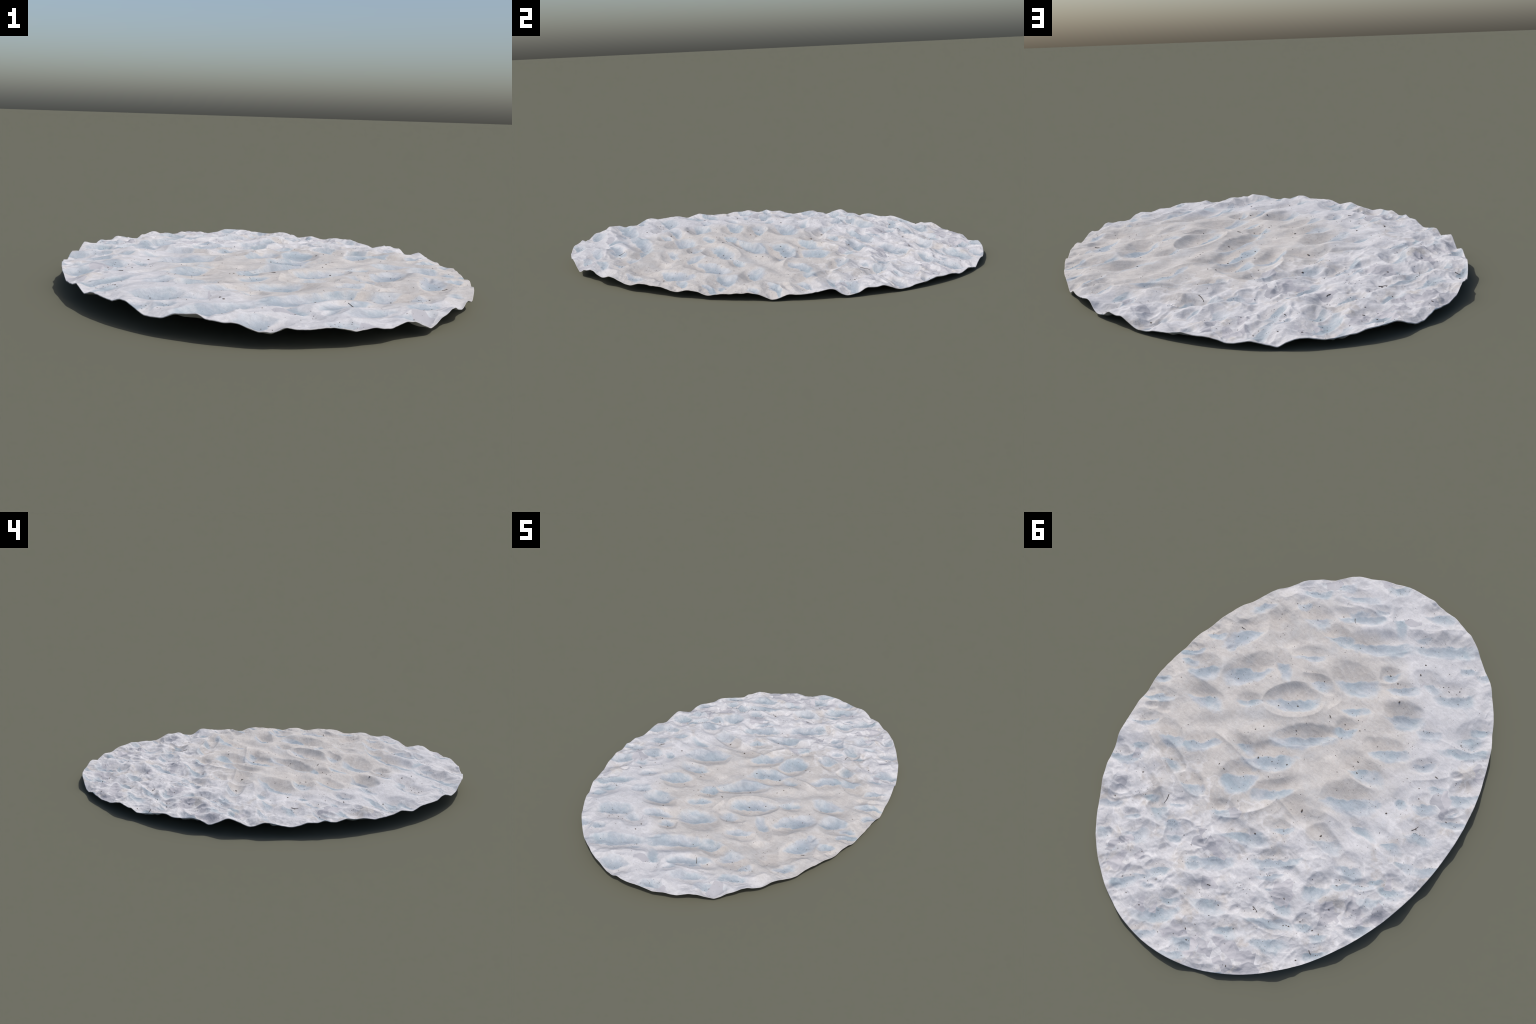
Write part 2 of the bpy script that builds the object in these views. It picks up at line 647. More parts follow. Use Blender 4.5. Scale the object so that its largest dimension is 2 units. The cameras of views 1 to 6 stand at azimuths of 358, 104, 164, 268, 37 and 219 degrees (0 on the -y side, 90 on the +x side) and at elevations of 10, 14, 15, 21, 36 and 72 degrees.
HOLLOWS_NORTH = [
    (0.29, 0.371, 0.073, 0.046, -10, 19, 0.8),
    (-0.014, 0.403, 0.134, 0.046, 18, 23, 0.8),
    (0.017, 0.559, 0.115, 0.056, 30, 17, 0.9),
    (-0.208, 0.389, 0.118, 0.043, 45, 18, 1),
    (-0.227, 0.461, 0.066, 0.023, 40, 5, 0.7),
    (-0.41, 0.376, 0.079, 0.048, 75, 22, 0.9),
    (-0.327, 0.522, 0.076, 0.038, -8, 15, 0.5),
    (-0.458, 0.529, 0.04, 0.035, 40, 17, 0.8),
    (-0.081, 0.706, 0.108, 0.053, 1, 23, 0.3),
    (0.155, 0.737, 0.061, 0.039, 40, 16, 0.9),
    (0.223, 0.84, 0.088, 0.036, 55, 12, 0.9),
    (0.05, 0.865, 0.108, 0.065, 45, 19, 0.7),
    (0.027, 0.957, 0.058, 0.037, 40, 10, 0.8),
    (-0.129, 0.875, 0.081, 0.056, 40, 18, 0.6),
    (-0.219, 0.749, 0.071, 0.048, 10, 13, 0.3),
    (-0.39, 0.669, 0.092, 0.05, 25, 12, 0.6),
    (-0.32, 0.619, 0.14, 0.03, 22, 13, 0.9),
    (-0.272, 0.836, 0.088, 0.036, 40, 6, 0),
    (-0.532, 0.524, 0.045, 0.038, 40, 15, 0.8),
    (-0.597, 0.381, 0.076, 0.035, 40, 11, 0),
    (-0.647, 0.395, 0.072, 0.035, 59, 13, 0.7),
    (-0.577, 0.579, 0.067, 0.03, 55, 12, 0.7),
    (0.603, 0.45, 0.078, 0.04, 32, 17, 1),
    (0.436, 0.494, 0.107, 0.036, -24, 12, 0),
    (0.328, 0.53, 0.073, 0.047, -47, 22, 0.3),
    (0.452, 0.746, 0.041, 0.048, 40, 9, 0.3),
    (0.512, 0.646, 0.061, 0.039, 40, 14, 0.5),
    (0.31, 0.783, 0.06, 0.06, 40, 10, 0),
    (0.244, 0.551, 0.041, 0.04, 40, 8, 0.8),
    (0.59, 0.385, 0.057, 0.035, 19, 8, 0.2),
    (0.141, 0.806, 0.038, 0.028, 40, 5, 0.2),
    (0.105, 0.377, 0.067, 0.037, 19, 14, 0.3),
    (-0.149, 0.561, 0.067, 0.058, 20, 4, 0),
    (0.084, 0.629, 0.057, 0.042, -19, 9, 0),
    (0.334, 0.678, 0.06, 0.053, 10, 10, 0.2),
    (-0.124, 0.952, 0.061, 0.033, 30, 6, 0.6),
    (-0.317, 0.904, 0.076, 0.026, 35, 7, 0.6),
]
HOLLOWS = HOLLOWS_SOUTH + HOLLOWS_MIDDLE + HOLLOWS_NORTH


def scattered_pocks(count):
    """Small chance pits crowding the crumbled north end and the outer band."""
    out = []
    while len(out) < count:
        x, y = rng.uniform(-HALF_X, HALF_X), rng.uniform(-HALF_Y, HALF_Y)
        edge = math.hypot(x / HALF_X, y / HALF_Y)
        if edge > 0.96 or (y - 0.25 * x < 0.38 and edge < 0.80):
            continue
        a = rng.uniform(0.022, 0.055)
        out.append((x, y, a, a * rng.uniform(0.45, 0.85), rng.normal(39, 28), rng.uniform(5, 13), rng.choice([0.0, 0.3, 0.6])))
    return out


POCKS = scattered_pocks(60)
WALL = np.array([-0.63, 0.777])      # the hollows' steep wall, coloured with blue shadow, lies on this side
CREST = 0.0065                       # crests stand at most this far above the rims
SHARP = 700.0                        # how sharply neighbouring hollows meet
SKEW = 0.36                          # the floor is pushed this far toward it

# smooth refrozen plates: x, y, radius
PLATES = [
    (0.081, 0.394, 0.031),
    (0.05, 0.363, 0.025),
    (0.081, 0.526, 0.031),
    (0.021, 0.525, 0.034),
    (-0.049, 0.645, 0.023),
    (0.092, 0.877, 0.037),
    (0.062, 0.898, 0.025),
    (0.002, 0.789, 0.028),
    (-0.06, 0.644, 0.023),
    (-0.308, 0.48, 0.048),
    (-0.571, 0.385, 0.064),
    (-0.497, 0.455, 0.037),
    (-0.682, 0.306, 0.04),
    (-0.15, 0.862, 0.025),
    (-0.209, 0.894, 0.048),
    (-0.273, 0.837, 0.074),
    (-0.379, 0.806, 0.048),
    (-0.228, -0.622, 0.031),
    (-0.607, -0.238, 0.048),
    (-0.616, 0.177, 0.023),
    (-0.645, -0.439, 0.034),
    (-0.626, -0.402, 0.023),
    (0.572, 0.411, 0.025),
    (0.428, -0.79, 0.034),
    (0.228, -0.942, 0.028),
    (-0.012, -0.84, 0.023),
    (-0.491, -0.491, 0.023),
    (0.308, 0.782, 0.065),
    (0.273, 0.831, 0.025),
    (0.532, 0.564, 0.028),
    (-0.06, 0.885, 0.037),
]

# grit: x, y, half size in mm
GRIT_A = [
    (0.511, -0.505, 2.2),
    (0.598, -0.461, 1.1),
    (0.631, -0.458, 1.1),
    (0.594, -0.291, 2.2),
    (0.589, -0.251, 1.1),
    (0.367, -0.492, 1.1),
    (0.359, -0.412, 2.2),
    (0.423, -0.47, 1.7),
    (0.436, -0.434, 1.7),
    (0.486, -0.588, 2.2),
    (0.451, -0.591, 2.2),
    (0.365, -0.587, 2.2),
    (0.445, -0.692, 1.7),
    (0.391, -0.791, 2.2),
    (0.381, -0.809, 1.7),
    (0.281, -0.674, 2.8),
    (0.126, -0.599, 2.2),
    (0.245, -0.555, 1.7),
    (0.305, -0.333, 1.7),
    (0.352, -0.267, 1.1),
    (0.343, -0.225, 2.2),
    (0.456, -0.131, 2.2),
    (0.451, -0.175, 1.1),
    (0.146, -0.364, 2.8),
    (0.115, -0.329, 1.7),
    (0.056, -0.341, 1.7),
    (0.23, -0.143, 3.3),
    (0.164, -0.198, 3.9),
    (0.205, -0.182, 1.7),
    (0.104, -0.258, 1.7),
    (0.305, -0.091, 1.7),
    (0.141, -0.508, 1.1),
    (-0.066, -0.576, 3.3),
    (-0.116, -0.56, 3.9),
    (-0.169, -0.658, 3.9),
    (-0.159, -0.708, 3.9),
    (-0.087, -0.775, 2.8),
    (-0.097, -0.803, 1.7),
    (-0.149, -0.78, 1.1),
    (-0.256, -0.856, 2.2),
    (-0.199, -0.728, 1.7),
    (-0.267, -0.739, 1.7),
    (0.152, -0.935, 2.2),
    (0.126, -0.967, 1.7),
    (-0.028, -0.957, 2.2),
    (-0.283, -0.678, 2.2),
    (-0.3, -0.693, 2.2),
    (-0.314, -0.677, 2.8),
    (-0.351, -0.706, 2.8),
    (-0.347, -0.72, 1.7),
    (-0.38, -0.654, 2.8),
    (-0.176, -0.489, 3.9),
    (-0.042, -0.449, 1.7),
    (-0.09, -0.449, 1.7),
    (0.07, -0.646, 1.1),
    (-0.169, -0.683, 1.7),
    (-0.064, -0.574, 1.7),
    (-0.164, -0.554, 1.1),
    (0.215, -0.024, 2.8),
    (0.233, 0.011, 3.3),
    (0.095, -0.102, 2.8),
    (0.084, -0.091, 2.2),
    (0.144, 0.098, 4.4),
    (0.084, 0.076, 2.2),
    (0.022, 0.049, 3.9),
    (0.06, 0.067, 1.7),
    (0.139, 0.204, 2.2),
    (0.049, 0.142, 2.2),
    (0.144, 0.216, 1.1),
    (0.015, -0.24, 2.8),
    (0.005, -0.222, 2.2),
    (-0.054, -0.26, 2.8),
    (-0.078, -0.251, 2.2),
    (-0.09, -0.307, 2.2),
    (-0.125, -0.272, 2.2),
    (-0.206, -0.158, 3.3),
    (-0.202, -0.13, 2.8),
    (-0.232, -0.117, 2.8),
    (-0.268, -0.046, 1.7),
    (-0.047, -0.156, 1.7),
    (-0.006, -0.154, 1.7),
    (-0.02, -0.017, 1.7),
    (-0.11, 0.117, 2.2),
    (-0.118, 0.191, 2.2),
    (-0.157, 0.165, 5),
    (-0.031, 0.24, 1.7),
    (0.079, 0.308, 2.2),
    (-0.068, 0.368, 3.9),
    (-0.156, 0.284, 2.2),
    (-0.287, 0.198, 5.5),
]
GRIT_B = [
    (-0.113, -0.119, 1.7),
    (-0.166, -0.061, 1.7),
    (-0.267, -0.36, 2.2),
    (-0.228, -0.267, 2.2),
    (-0.417, -0.227, 1.7),
    (-0.482, -0.226, 2.8),
    (-0.508, -0.191, 2.8),
    (-0.512, -0.312, 2.8),
    (-0.44, -0.318, 2.2),
    (-0.59, -0.345, 2.2),
    (-0.563, -0.251, 2.8),
    (-0.441, -0.049, 4.4),
    (-0.49, -0.084, 1.7),
    (-0.503, -0.15, 1.7),
    (-0.54, -0.17, 1.7),
    (-0.658, -0.182, 2.8),
    (-0.578, -0.074, 3.3),
    (-0.619, -0.503, 1.7),
    (-0.48, -0.668, 1.7),
    (-0.339, -0.449, 1.7),
    (-0.306, -0.141, 2.2),
    (-0.315, -0.103, 2.2),
    (-0.326, -0.278, 1.7),
    (-0.471, 0.035, 2.2),
    (-0.545, 0.012, 1.7),
    (-0.505, -0.5, 2.8),
    (-0.512, -0.498, 2.2),
    (-0.139, -0.29, 2.2),
    (0.633, 0.46, 2.2),
    (0.478, 0.182, 2.2),
    (0.43, 0.345, 2.8),
    (0.393, 0.222, 1.7),
    (0.249, 0.234, 2.8),
    (0.221, 0.237, 2.8),
    (0.485, 0.468, 3.3),
    (0.495, 0.451, 1.7),
    (0.508, 0.486, 1.7),
    (0.51, 0.622, 3.9),
    (0.41, 0.536, 2.2),
    (0.109, 0.576, 2.2),
    (0.161, 0.563, 2.2),
    (0.075, 0.517, 1.7),
    (0.167, 0.804, 2.2),
    (0.244, 0.858, 2.2),
    (0.122, 0.778, 2.8),
    (0.18, 0.899, 2.8),
    (0.108, 0.901, 2.2),
    (0.021, 0.816, 2.2),
    (-0.065, 0.657, 2.8),
    (-0.05, 0.703, 1.7),
    (-0.145, 0.694, 2.8),
    (-0.147, 0.752, 2.2),
    (-0.126, 0.814, 2.2),
    (-0.081, 0.898, 2.2),
    (-0.029, 0.934, 2.2),
    (-0.137, 0.883, 3.9),
    (-0.105, 0.851, 3.3),
    (-0.331, 0.859, 2.8),
    (0.248, 0.73, 2.2),
    (-0.471, 0.325, 3.3),
    (-0.466, 0.297, 2.2),
    (-0.378, 0.366, 2.2),
    (-0.35, 0.614, 2.2),
    (-0.405, 0.588, 2.8),
    (-0.414, 0.58, 2.8),
    (-0.424, 0.577, 2.8),
    (-0.447, 0.531, 2.8),
    (-0.338, 0.502, 3.3),
    (-0.269, 0.614, 2.8),
    (-0.284, 0.615, 2.2),
    (-0.209, 0.648, 1.7),
    (-0.508, 0.528, 3.3),
    (-0.537, 0.524, 2.8),
    (-0.56, 0.604, 2.2),
    (-0.508, 0.421, 2.8),
    (-0.532, 0.663, 3.3),
    (-0.256, 0.727, 2.8),
    (-0.198, 0.487, 1.7),
    (-0.554, 0.26, 2.2),
    (-0.114, 0.472, 2.8),
    (-0.126, 0.443, 1.7),
    (-0.445, 0.492, 1.7),
    (-0.54, 0.48, 1.7),
    (0.636, -0.174, 1.7),
    (0.699, -0.033, 1.7),
    (0.653, 0.033, 2.2),
    (0.477, 0.006, 2.8),
    (0.612, -0.079, 1.7),
    (0.733, 0.042, 1.7),
    (0.454, -0.066, 2.2),
]
# twigs and bark slivers: from x, y to x, y
TWIGS = [
    (0.235, -0.7, 0.216, -0.677),
    (0.329, 0.472, 0.321, 0.513),
    (0.611, -0.337, 0.592, -0.34),
    (0.022, -0.245, 0.008, -0.237),
    (-0.503, -0.311, -0.519, -0.311),
    (-0.259, 0.607, -0.288, 0.614),
    (-0.548, 0.598, -0.565, 0.607),
    (-0.055, 0.66, -0.071, 0.655),
    (-0.568, -0.058, -0.58, -0.089),
]


# ------------------------------------------------------------------ noise
def value_noise(x, y, seed):
    r = np.random.default_rng(seed)
    table = r.random(4096) * 2 - 1
    ix, iy = np.floor(x).astype(np.int64), np.floor(y).astype(np.int64)
    fx, fy = x - ix, y - iy
    fx, fy = fx * fx * fx * (fx * (fx * 6 - 15) + 10), fy * fy * fy * (fy * (fy * 6 - 15) + 10)

    def at(a, b):
        return table[(a * 73856093 ^ b * 19349663) % 4096]
    top = at(ix, iy) * (1 - fx) + at(ix + 1, iy) * fx
    low = at(ix, iy + 1) * (1 - fx) + at(ix + 1, iy + 1) * fx
    return top * (1 - fy) + low * fy


def fbm(x, y, scale, seed, octaves=3):
    total, amp, out = 0.0, 1.0, np.zeros_like(x)
    c, s = math.cos(0.6), math.sin(0.6)
    for i in range(octaves):
        k = scale * 2 ** i
        out += amp * value_noise((x * c - y * s) * k + 11.3 * i, (x * s + y * c) * k - 5.1 * i, seed + i)
        total += amp
        x, y = x * c - y * s, x * s + y * c
        amp *= 0.5
    return out / total


def smoothstep(a, b, x):
    t = np.clip((x - a) / (b - a), 0, 1)
    return t * t * (3 - 2 * t)


# ------------------------------------------------------------------ the relief
def bowl(x, y, hollow):
    hx, hy, a, b, heading = hollow[:5]
    c, s = math.cos(math.radians(heading)), math.sin(math.radians(heading))
    u = ((x - hx) * c + (y - hy) * s) / a
    v = (-(x - hx) * s + (y - hy) * c) / b
    ox, oy = WALL * SKEW * b
    f0, f1 = (ox * c + oy * s) / a, (-ox * s + oy * c) / b
    ff = f0 * f0 + f1 * f1
    e0, e1 = u - f0, v - f1
    dot, sq = e0 * f0 + e1 * f1, e0 * e0 + e1 * e1
    d = (dot + np.sqrt(dot * dot + (1 - ff) * sq)) / (1 - ff)   # 0 on the floor, 1 on the rim
    return d


def wall_height(d, depth):
    """Bowl inside the rim; outside it the wall goes on rising, ever slower, to a crest."""
    out = CREST * (1 - np.exp(-2 * depth * (np.maximum(d, 1) - 1) / CREST))
    return np.where(d < 1, depth * (d * d - 1), out)


def roughness(x, y):
    """0 on the smooth middle, 1 on the crumbled north-west end and outer band."""
    edge = np.sqrt((x / HALF_X) ** 2 + (y / HALF_Y) ** 2)
    north = smoothstep(0.15, 0.55, y - 0.25 * x)
    return np.clip(0.18 + 0.75 * north + 0.45 * smoothstep(0.75, 0.98, edge), 0, 1)


def rounded(path):
    """Cuts the corners of a path twice."""
    for _ in range(2):
        out = [path[0]]
        for (x0, y0), (x1, y1) in zip(path[:-1], path[1:]):
            out += [(0.75 * x0 + 0.25 * x1, 0.75 * y0 + 0.25 * y1), (0.25 * x0 + 0.75 * x1, 0.25 * y0 + 0.75 * y1)]
        path = out + [path[-1]]
    return path


def open_height(x, y):
    crest = np.zeros_like(x)
    z = PLANE[0] + PLANE[1] * x + PLANE[2] * y
    for sx, sy, rise in SWELLS:
        z = z + rise * 1e-3 * np.exp(-0.5 * ((x - sx) ** 2 + (y - sy) ** 2) / SWELL_WIDTH ** 2)
    for sx, sy, rise in KNOLLS:
        u = ((x - sx) * ALONG[0] + (y - sy) * ALONG[1]) / KNOLL_LONG
        v = ((x - sx) * ACROSS[0] + (y - sy) * ACROSS[1]) / KNOLL_WIDE
        z = z + rise * 1e-3 * np.exp(-0.5 * (u * u + v * v))
    for rise, width, path in RIDGES:
        path = rounded(path)
        near = np.full_like(x, 9.0)
        for (x0, y0), (x1, y1) in zip(path[:-1], path[1:]):
            dx, dy = x1 - x0, y1 - y0
            t = np.clip(((x - x0) * dx + (y - y0) * dy) / (dx * dx + dy * dy), 0, 1)
            near = np.minimum(near, np.hypot(x - x0 - t * dx, y - y0 - t * dy))
        crest = np.maximum(crest, rise * 1e-3 * np.exp(-near / width))
    z = z + crest
    # hollows with slightly wandering outlines; where they meet they leave crests
    wx = x + 0.022 * fbm(x, y, 8, 21, 3)
    wy = y + 0.022 * fbm(x, y, 8, 41, 3)
    low = np.full_like(x, math.exp(-SHARP * CREST))
    for hollow in HOLLOWS + POCKS:
        reach = max(hollow[2], hollow[3]) * 3.2
        near = (np.abs(wx - hollow[0]) < reach) & (np.abs(wy - hollow[1]) < reach)
        if near.any():
            d = bowl(wx[near], wy[near], hollow)
            low[near] += np.where(d < 3, np.exp(-SHARP * wall_height(d, hollow[5] * 1e-3)), 0)
    z = z - np.log(low) / SHARP
    rough = roughness(x, y)
    # long low waves across the slope, lumps, small wrinkles
    along, across = x * 0.78 + y * 0.63, -x * 0.63 + y * 0.78
    z = z + 0.0035 * fbm(along * 0.5, across, 10, 131, 2)
    z = z + rough * 0.0045 * fbm(along * 0.75, across, 13, 61, 3)
    bx, by = 0.030 * fbm(x, y, 12, 5, 3), 0.030 * fbm(x, y, 12, 15, 3)
    for scale, amp, seed in ((10, 0.0058, 81), (23, 0.0026, 91)):
        ridged = 1 - np.abs(fbm(along * 0.9 + bx, across + by, scale, seed, 2)) * 2.4
        z = z + (0.04 + rough) * amp * (ridged - 0.66)
    z = z + (0.25 + rough) * 0.0008 * fbm(along * 0.6, across, 90, 101, 2)
    return z


LIP_T = np.array([p[0] for p in LIP])
LIP_Z = np.array([p[1] for p in LIP]) * 1e-3
_t = np.radians(np.arange(0, 360, 0.25))
_lip = np.interp(np.degrees(_t), LIP_T, LIP_Z, period=360)
_k = np.exp(-0.5 * (np.arange(-8, 9) / 1.3) ** 2)
_lip = np.convolve(np.r_[_lip[-8:], _lip, _lip[:8]], _k / _k.sum(), "valid")
_lip = _lip + 0.0008 + 0.0016 * fbm(HALF_X * np.cos(_t), HALF_Y * np.sin(_t), 45, 171, 3)
_lip_gap = _lip - open_height(HALF_X * np.cos(_t), HALF_Y * np.sin(_t))


def height(x, y):
    edge = np.sqrt((x / HALF_X) ** 2 + (y / HALF_Y) ** 2)
    t = np.degrees(np.arctan2(y / HALF_Y, x / HALF_X)) % 360
    hold = 1 - smoothstep(0.0, 0.06, (1 - edge) * 0.86)
    z = open_height(x, y) + hold * np.interp(t, np.degrees(_t), _lip_gap, period=360)
    # nothing sinks below the ground the crust rests on
    return np.logaddexp(z * 500, CRUST * 500) / 500


# ------------------------------------------------------------------ meshes
def new_mesh_object(name, verts, faces, material, parent, smooth=True):
    me = bpy.data.meshes.new(name)
    nv, nf = len(verts), len(faces)
    faces = np.asarray(faces, np.int32)
    side = faces.shape[1]
    me.vertices.add(nv)
    me.vertices.foreach_set("co", np.asarray(verts, np.float32).ravel())
    me.loops.add(nf * side)
    me.loops.foreach_set("vertex_index", faces.ravel())
    me.polygons.add(nf)
    me.polygons.foreach_set("loop_start", np.arange(nf, dtype=np.int32) * side)
    me.polygons.foreach_set("use_smooth", np.full(nf, smooth))
    me.update(calc_edges=True)
    me.validate()
    me.materials.append(material)
    ob = bpy.data.objects.new(name, me)
    bpy.context.scene.collection.objects.link(ob)
    ob.parent = parent
    return ob


def build_crust(material, parent):
    n = 620
    s = np.linspace(-1, 1, n + 1)
    a, b = np.meshgrid(s, s, indexing="ij")
    # square grid bent onto the disc, then stretched to the ellipse
    x = a * np.sqrt(1 - b * b / 2) * HALF_X
    y = b * np.sqrt(1 - a * a / 2) * HALF_Y
    x, y = x.ravel(), y.ravel()
    z = height(x, y)
    low = z - CRUST
    idx = np.arange((n + 1) ** 2).reshape(n + 1, n + 1)
    quads = np.stack([idx[:-1, :-1], idx[1:, :-1], idx[1:, 1:], idx[:-1, 1:]], -1).reshape(-1, 4)
    m = (n + 1) ** 2
    ring = np.concatenate([idx[:-1, 0], idx[-1, :-1], idx[:0:-1, -1], idx[0, :0:-1]])
    nxt = np.roll(ring, -1)
    walls = np.stack([ring, ring + m, nxt + m, nxt], -1)
    verts = np.concatenate([np.stack([x, y, z], -1), np.stack([x, y, low], -1)])
    lift = -verts[:, 2].min()
    verts[:, 2] += lift
    faces = np.concatenate([quads, quads[:, ::-1] + m, walls])
    ob = new_mesh_object("snow_crust", verts, faces, material, parent)
    print('lift', lift)
    return ob, lift


def pebble(radius, seed):
    """A squashed, lumpy stone: 6 x 4 sphere grid."""
    r = np.random.default_rng(seed)
    rings, seg = 4, 7
    v = [(0, 0, 1)]
    for i in range(1, rings):
        p = math.pi * i / rings
        for j in range(seg):
            q = 2 * math.pi * j / seg
            v.append((math.sin(p) * math.cos(q), math.sin(p) * math.sin(q), math.cos(p)))
    v.append((0, 0, -1))
    v = np.array(v) * (1 + 0.28 * (r.random((len(v), 1)) - 0.5))
    f = []
    for j in range(seg):
        f.append((0, 1 + j, 1 + (j + 1) % seg))
        for i in range(rings - 2):
            a0, a1 = 1 + i * seg + j, 1 + i * seg + (j + 1) % seg
            f += [(a0, a0 + seg, a1 + seg), (a0, a1 + seg, a1)]
        last = 1 + (rings - 2) * seg
        f.append((last + j, len(v) - 1, last + (j + 1) % seg))
    long, wide, flat = radius * r.uniform(1.0, 1.7), radius * r.uniform(0.6, 0.95), radius * r.uniform(0.35, 0.6)
    turn = r.uniform(0, math.pi)
    v = v * (long, wide, flat)
    c, s = math.cos(turn), math.sin(turn)
    v = np.stack([v[:, 0] * c - v[:, 1] * s, v[:, 0] * s + v[:, 1] * c, v[:, 2]], -1)
    return v, np.array(f)


def build_grit(spots, name, material, parent, lift, seed):
    verts, faces, count = [], [], 0
    xs = np.array([s[0] for s in spots])
    ys = np.array([s[1] for s in spots])
    zs = height(xs, ys) + lift
    for i, (x, y, r) in enumerate(spots):
        v, f = pebble(r * 1e-3, seed + i)
        verts.append(v + (x, y, zs[i] + r * 1e-3 * 0.15))
        faces.append(f + count)
        count += len(v)
    ob = new_mesh_object(name, np.concatenate(verts), np.concatenate(faces), material, parent)
    ob["kind"] = "stuff"
    return ob


def build_twig(x0, y0, x1, y1, i, material, parent, lift):
    seg, sides = 6, 6
    t = np.linspace(0, 1, seg + 1)
    px, py = x0 + (x1 - x0) * t, y0 + (y1 - y0) * t
    length = math.hypot(x1 - x0, y1 - y0)
    side = np.array([-(y1 - y0), x1 - x0]) / length
    bend = 0.06 * length * np.sin(t * math.pi) * (1 if i % 2 else -1)
    px, py = px + side[0] * bend, py + side[1] * bend
    rad = 0.0017 * (1 - 0.45 * t)
    pz = height(px, py) + lift + rad * 0.5
    verts = []
    for k in range(seg + 1):
        for j in range(sides):
            q = 2 * math.pi * j / sides
            verts.append((px[k] + side[0] * rad[k] * math.cos(q), py[k] + side[1] * rad[k] * math.cos(q), pz[k] + rad[k] * math.sin(q)))
    faces = []
    for k in range(seg):
        for j in range(sides):
            a, b = k * sides + j, k * sides + (j + 1) % sides
            faces.append((a, b, b + sides, a + sides))
    for k, end in ((0, 1), (seg, -1)):
        o = k * sides
        ring = [(o, o + 1, o + 2, o + 3), (o, o + 3, o + 4, o + 5)]
        faces += [q[::-end] for q in ring]
    return new_mesh_object("twig", np.array(verts), np.array(faces), material, parent)


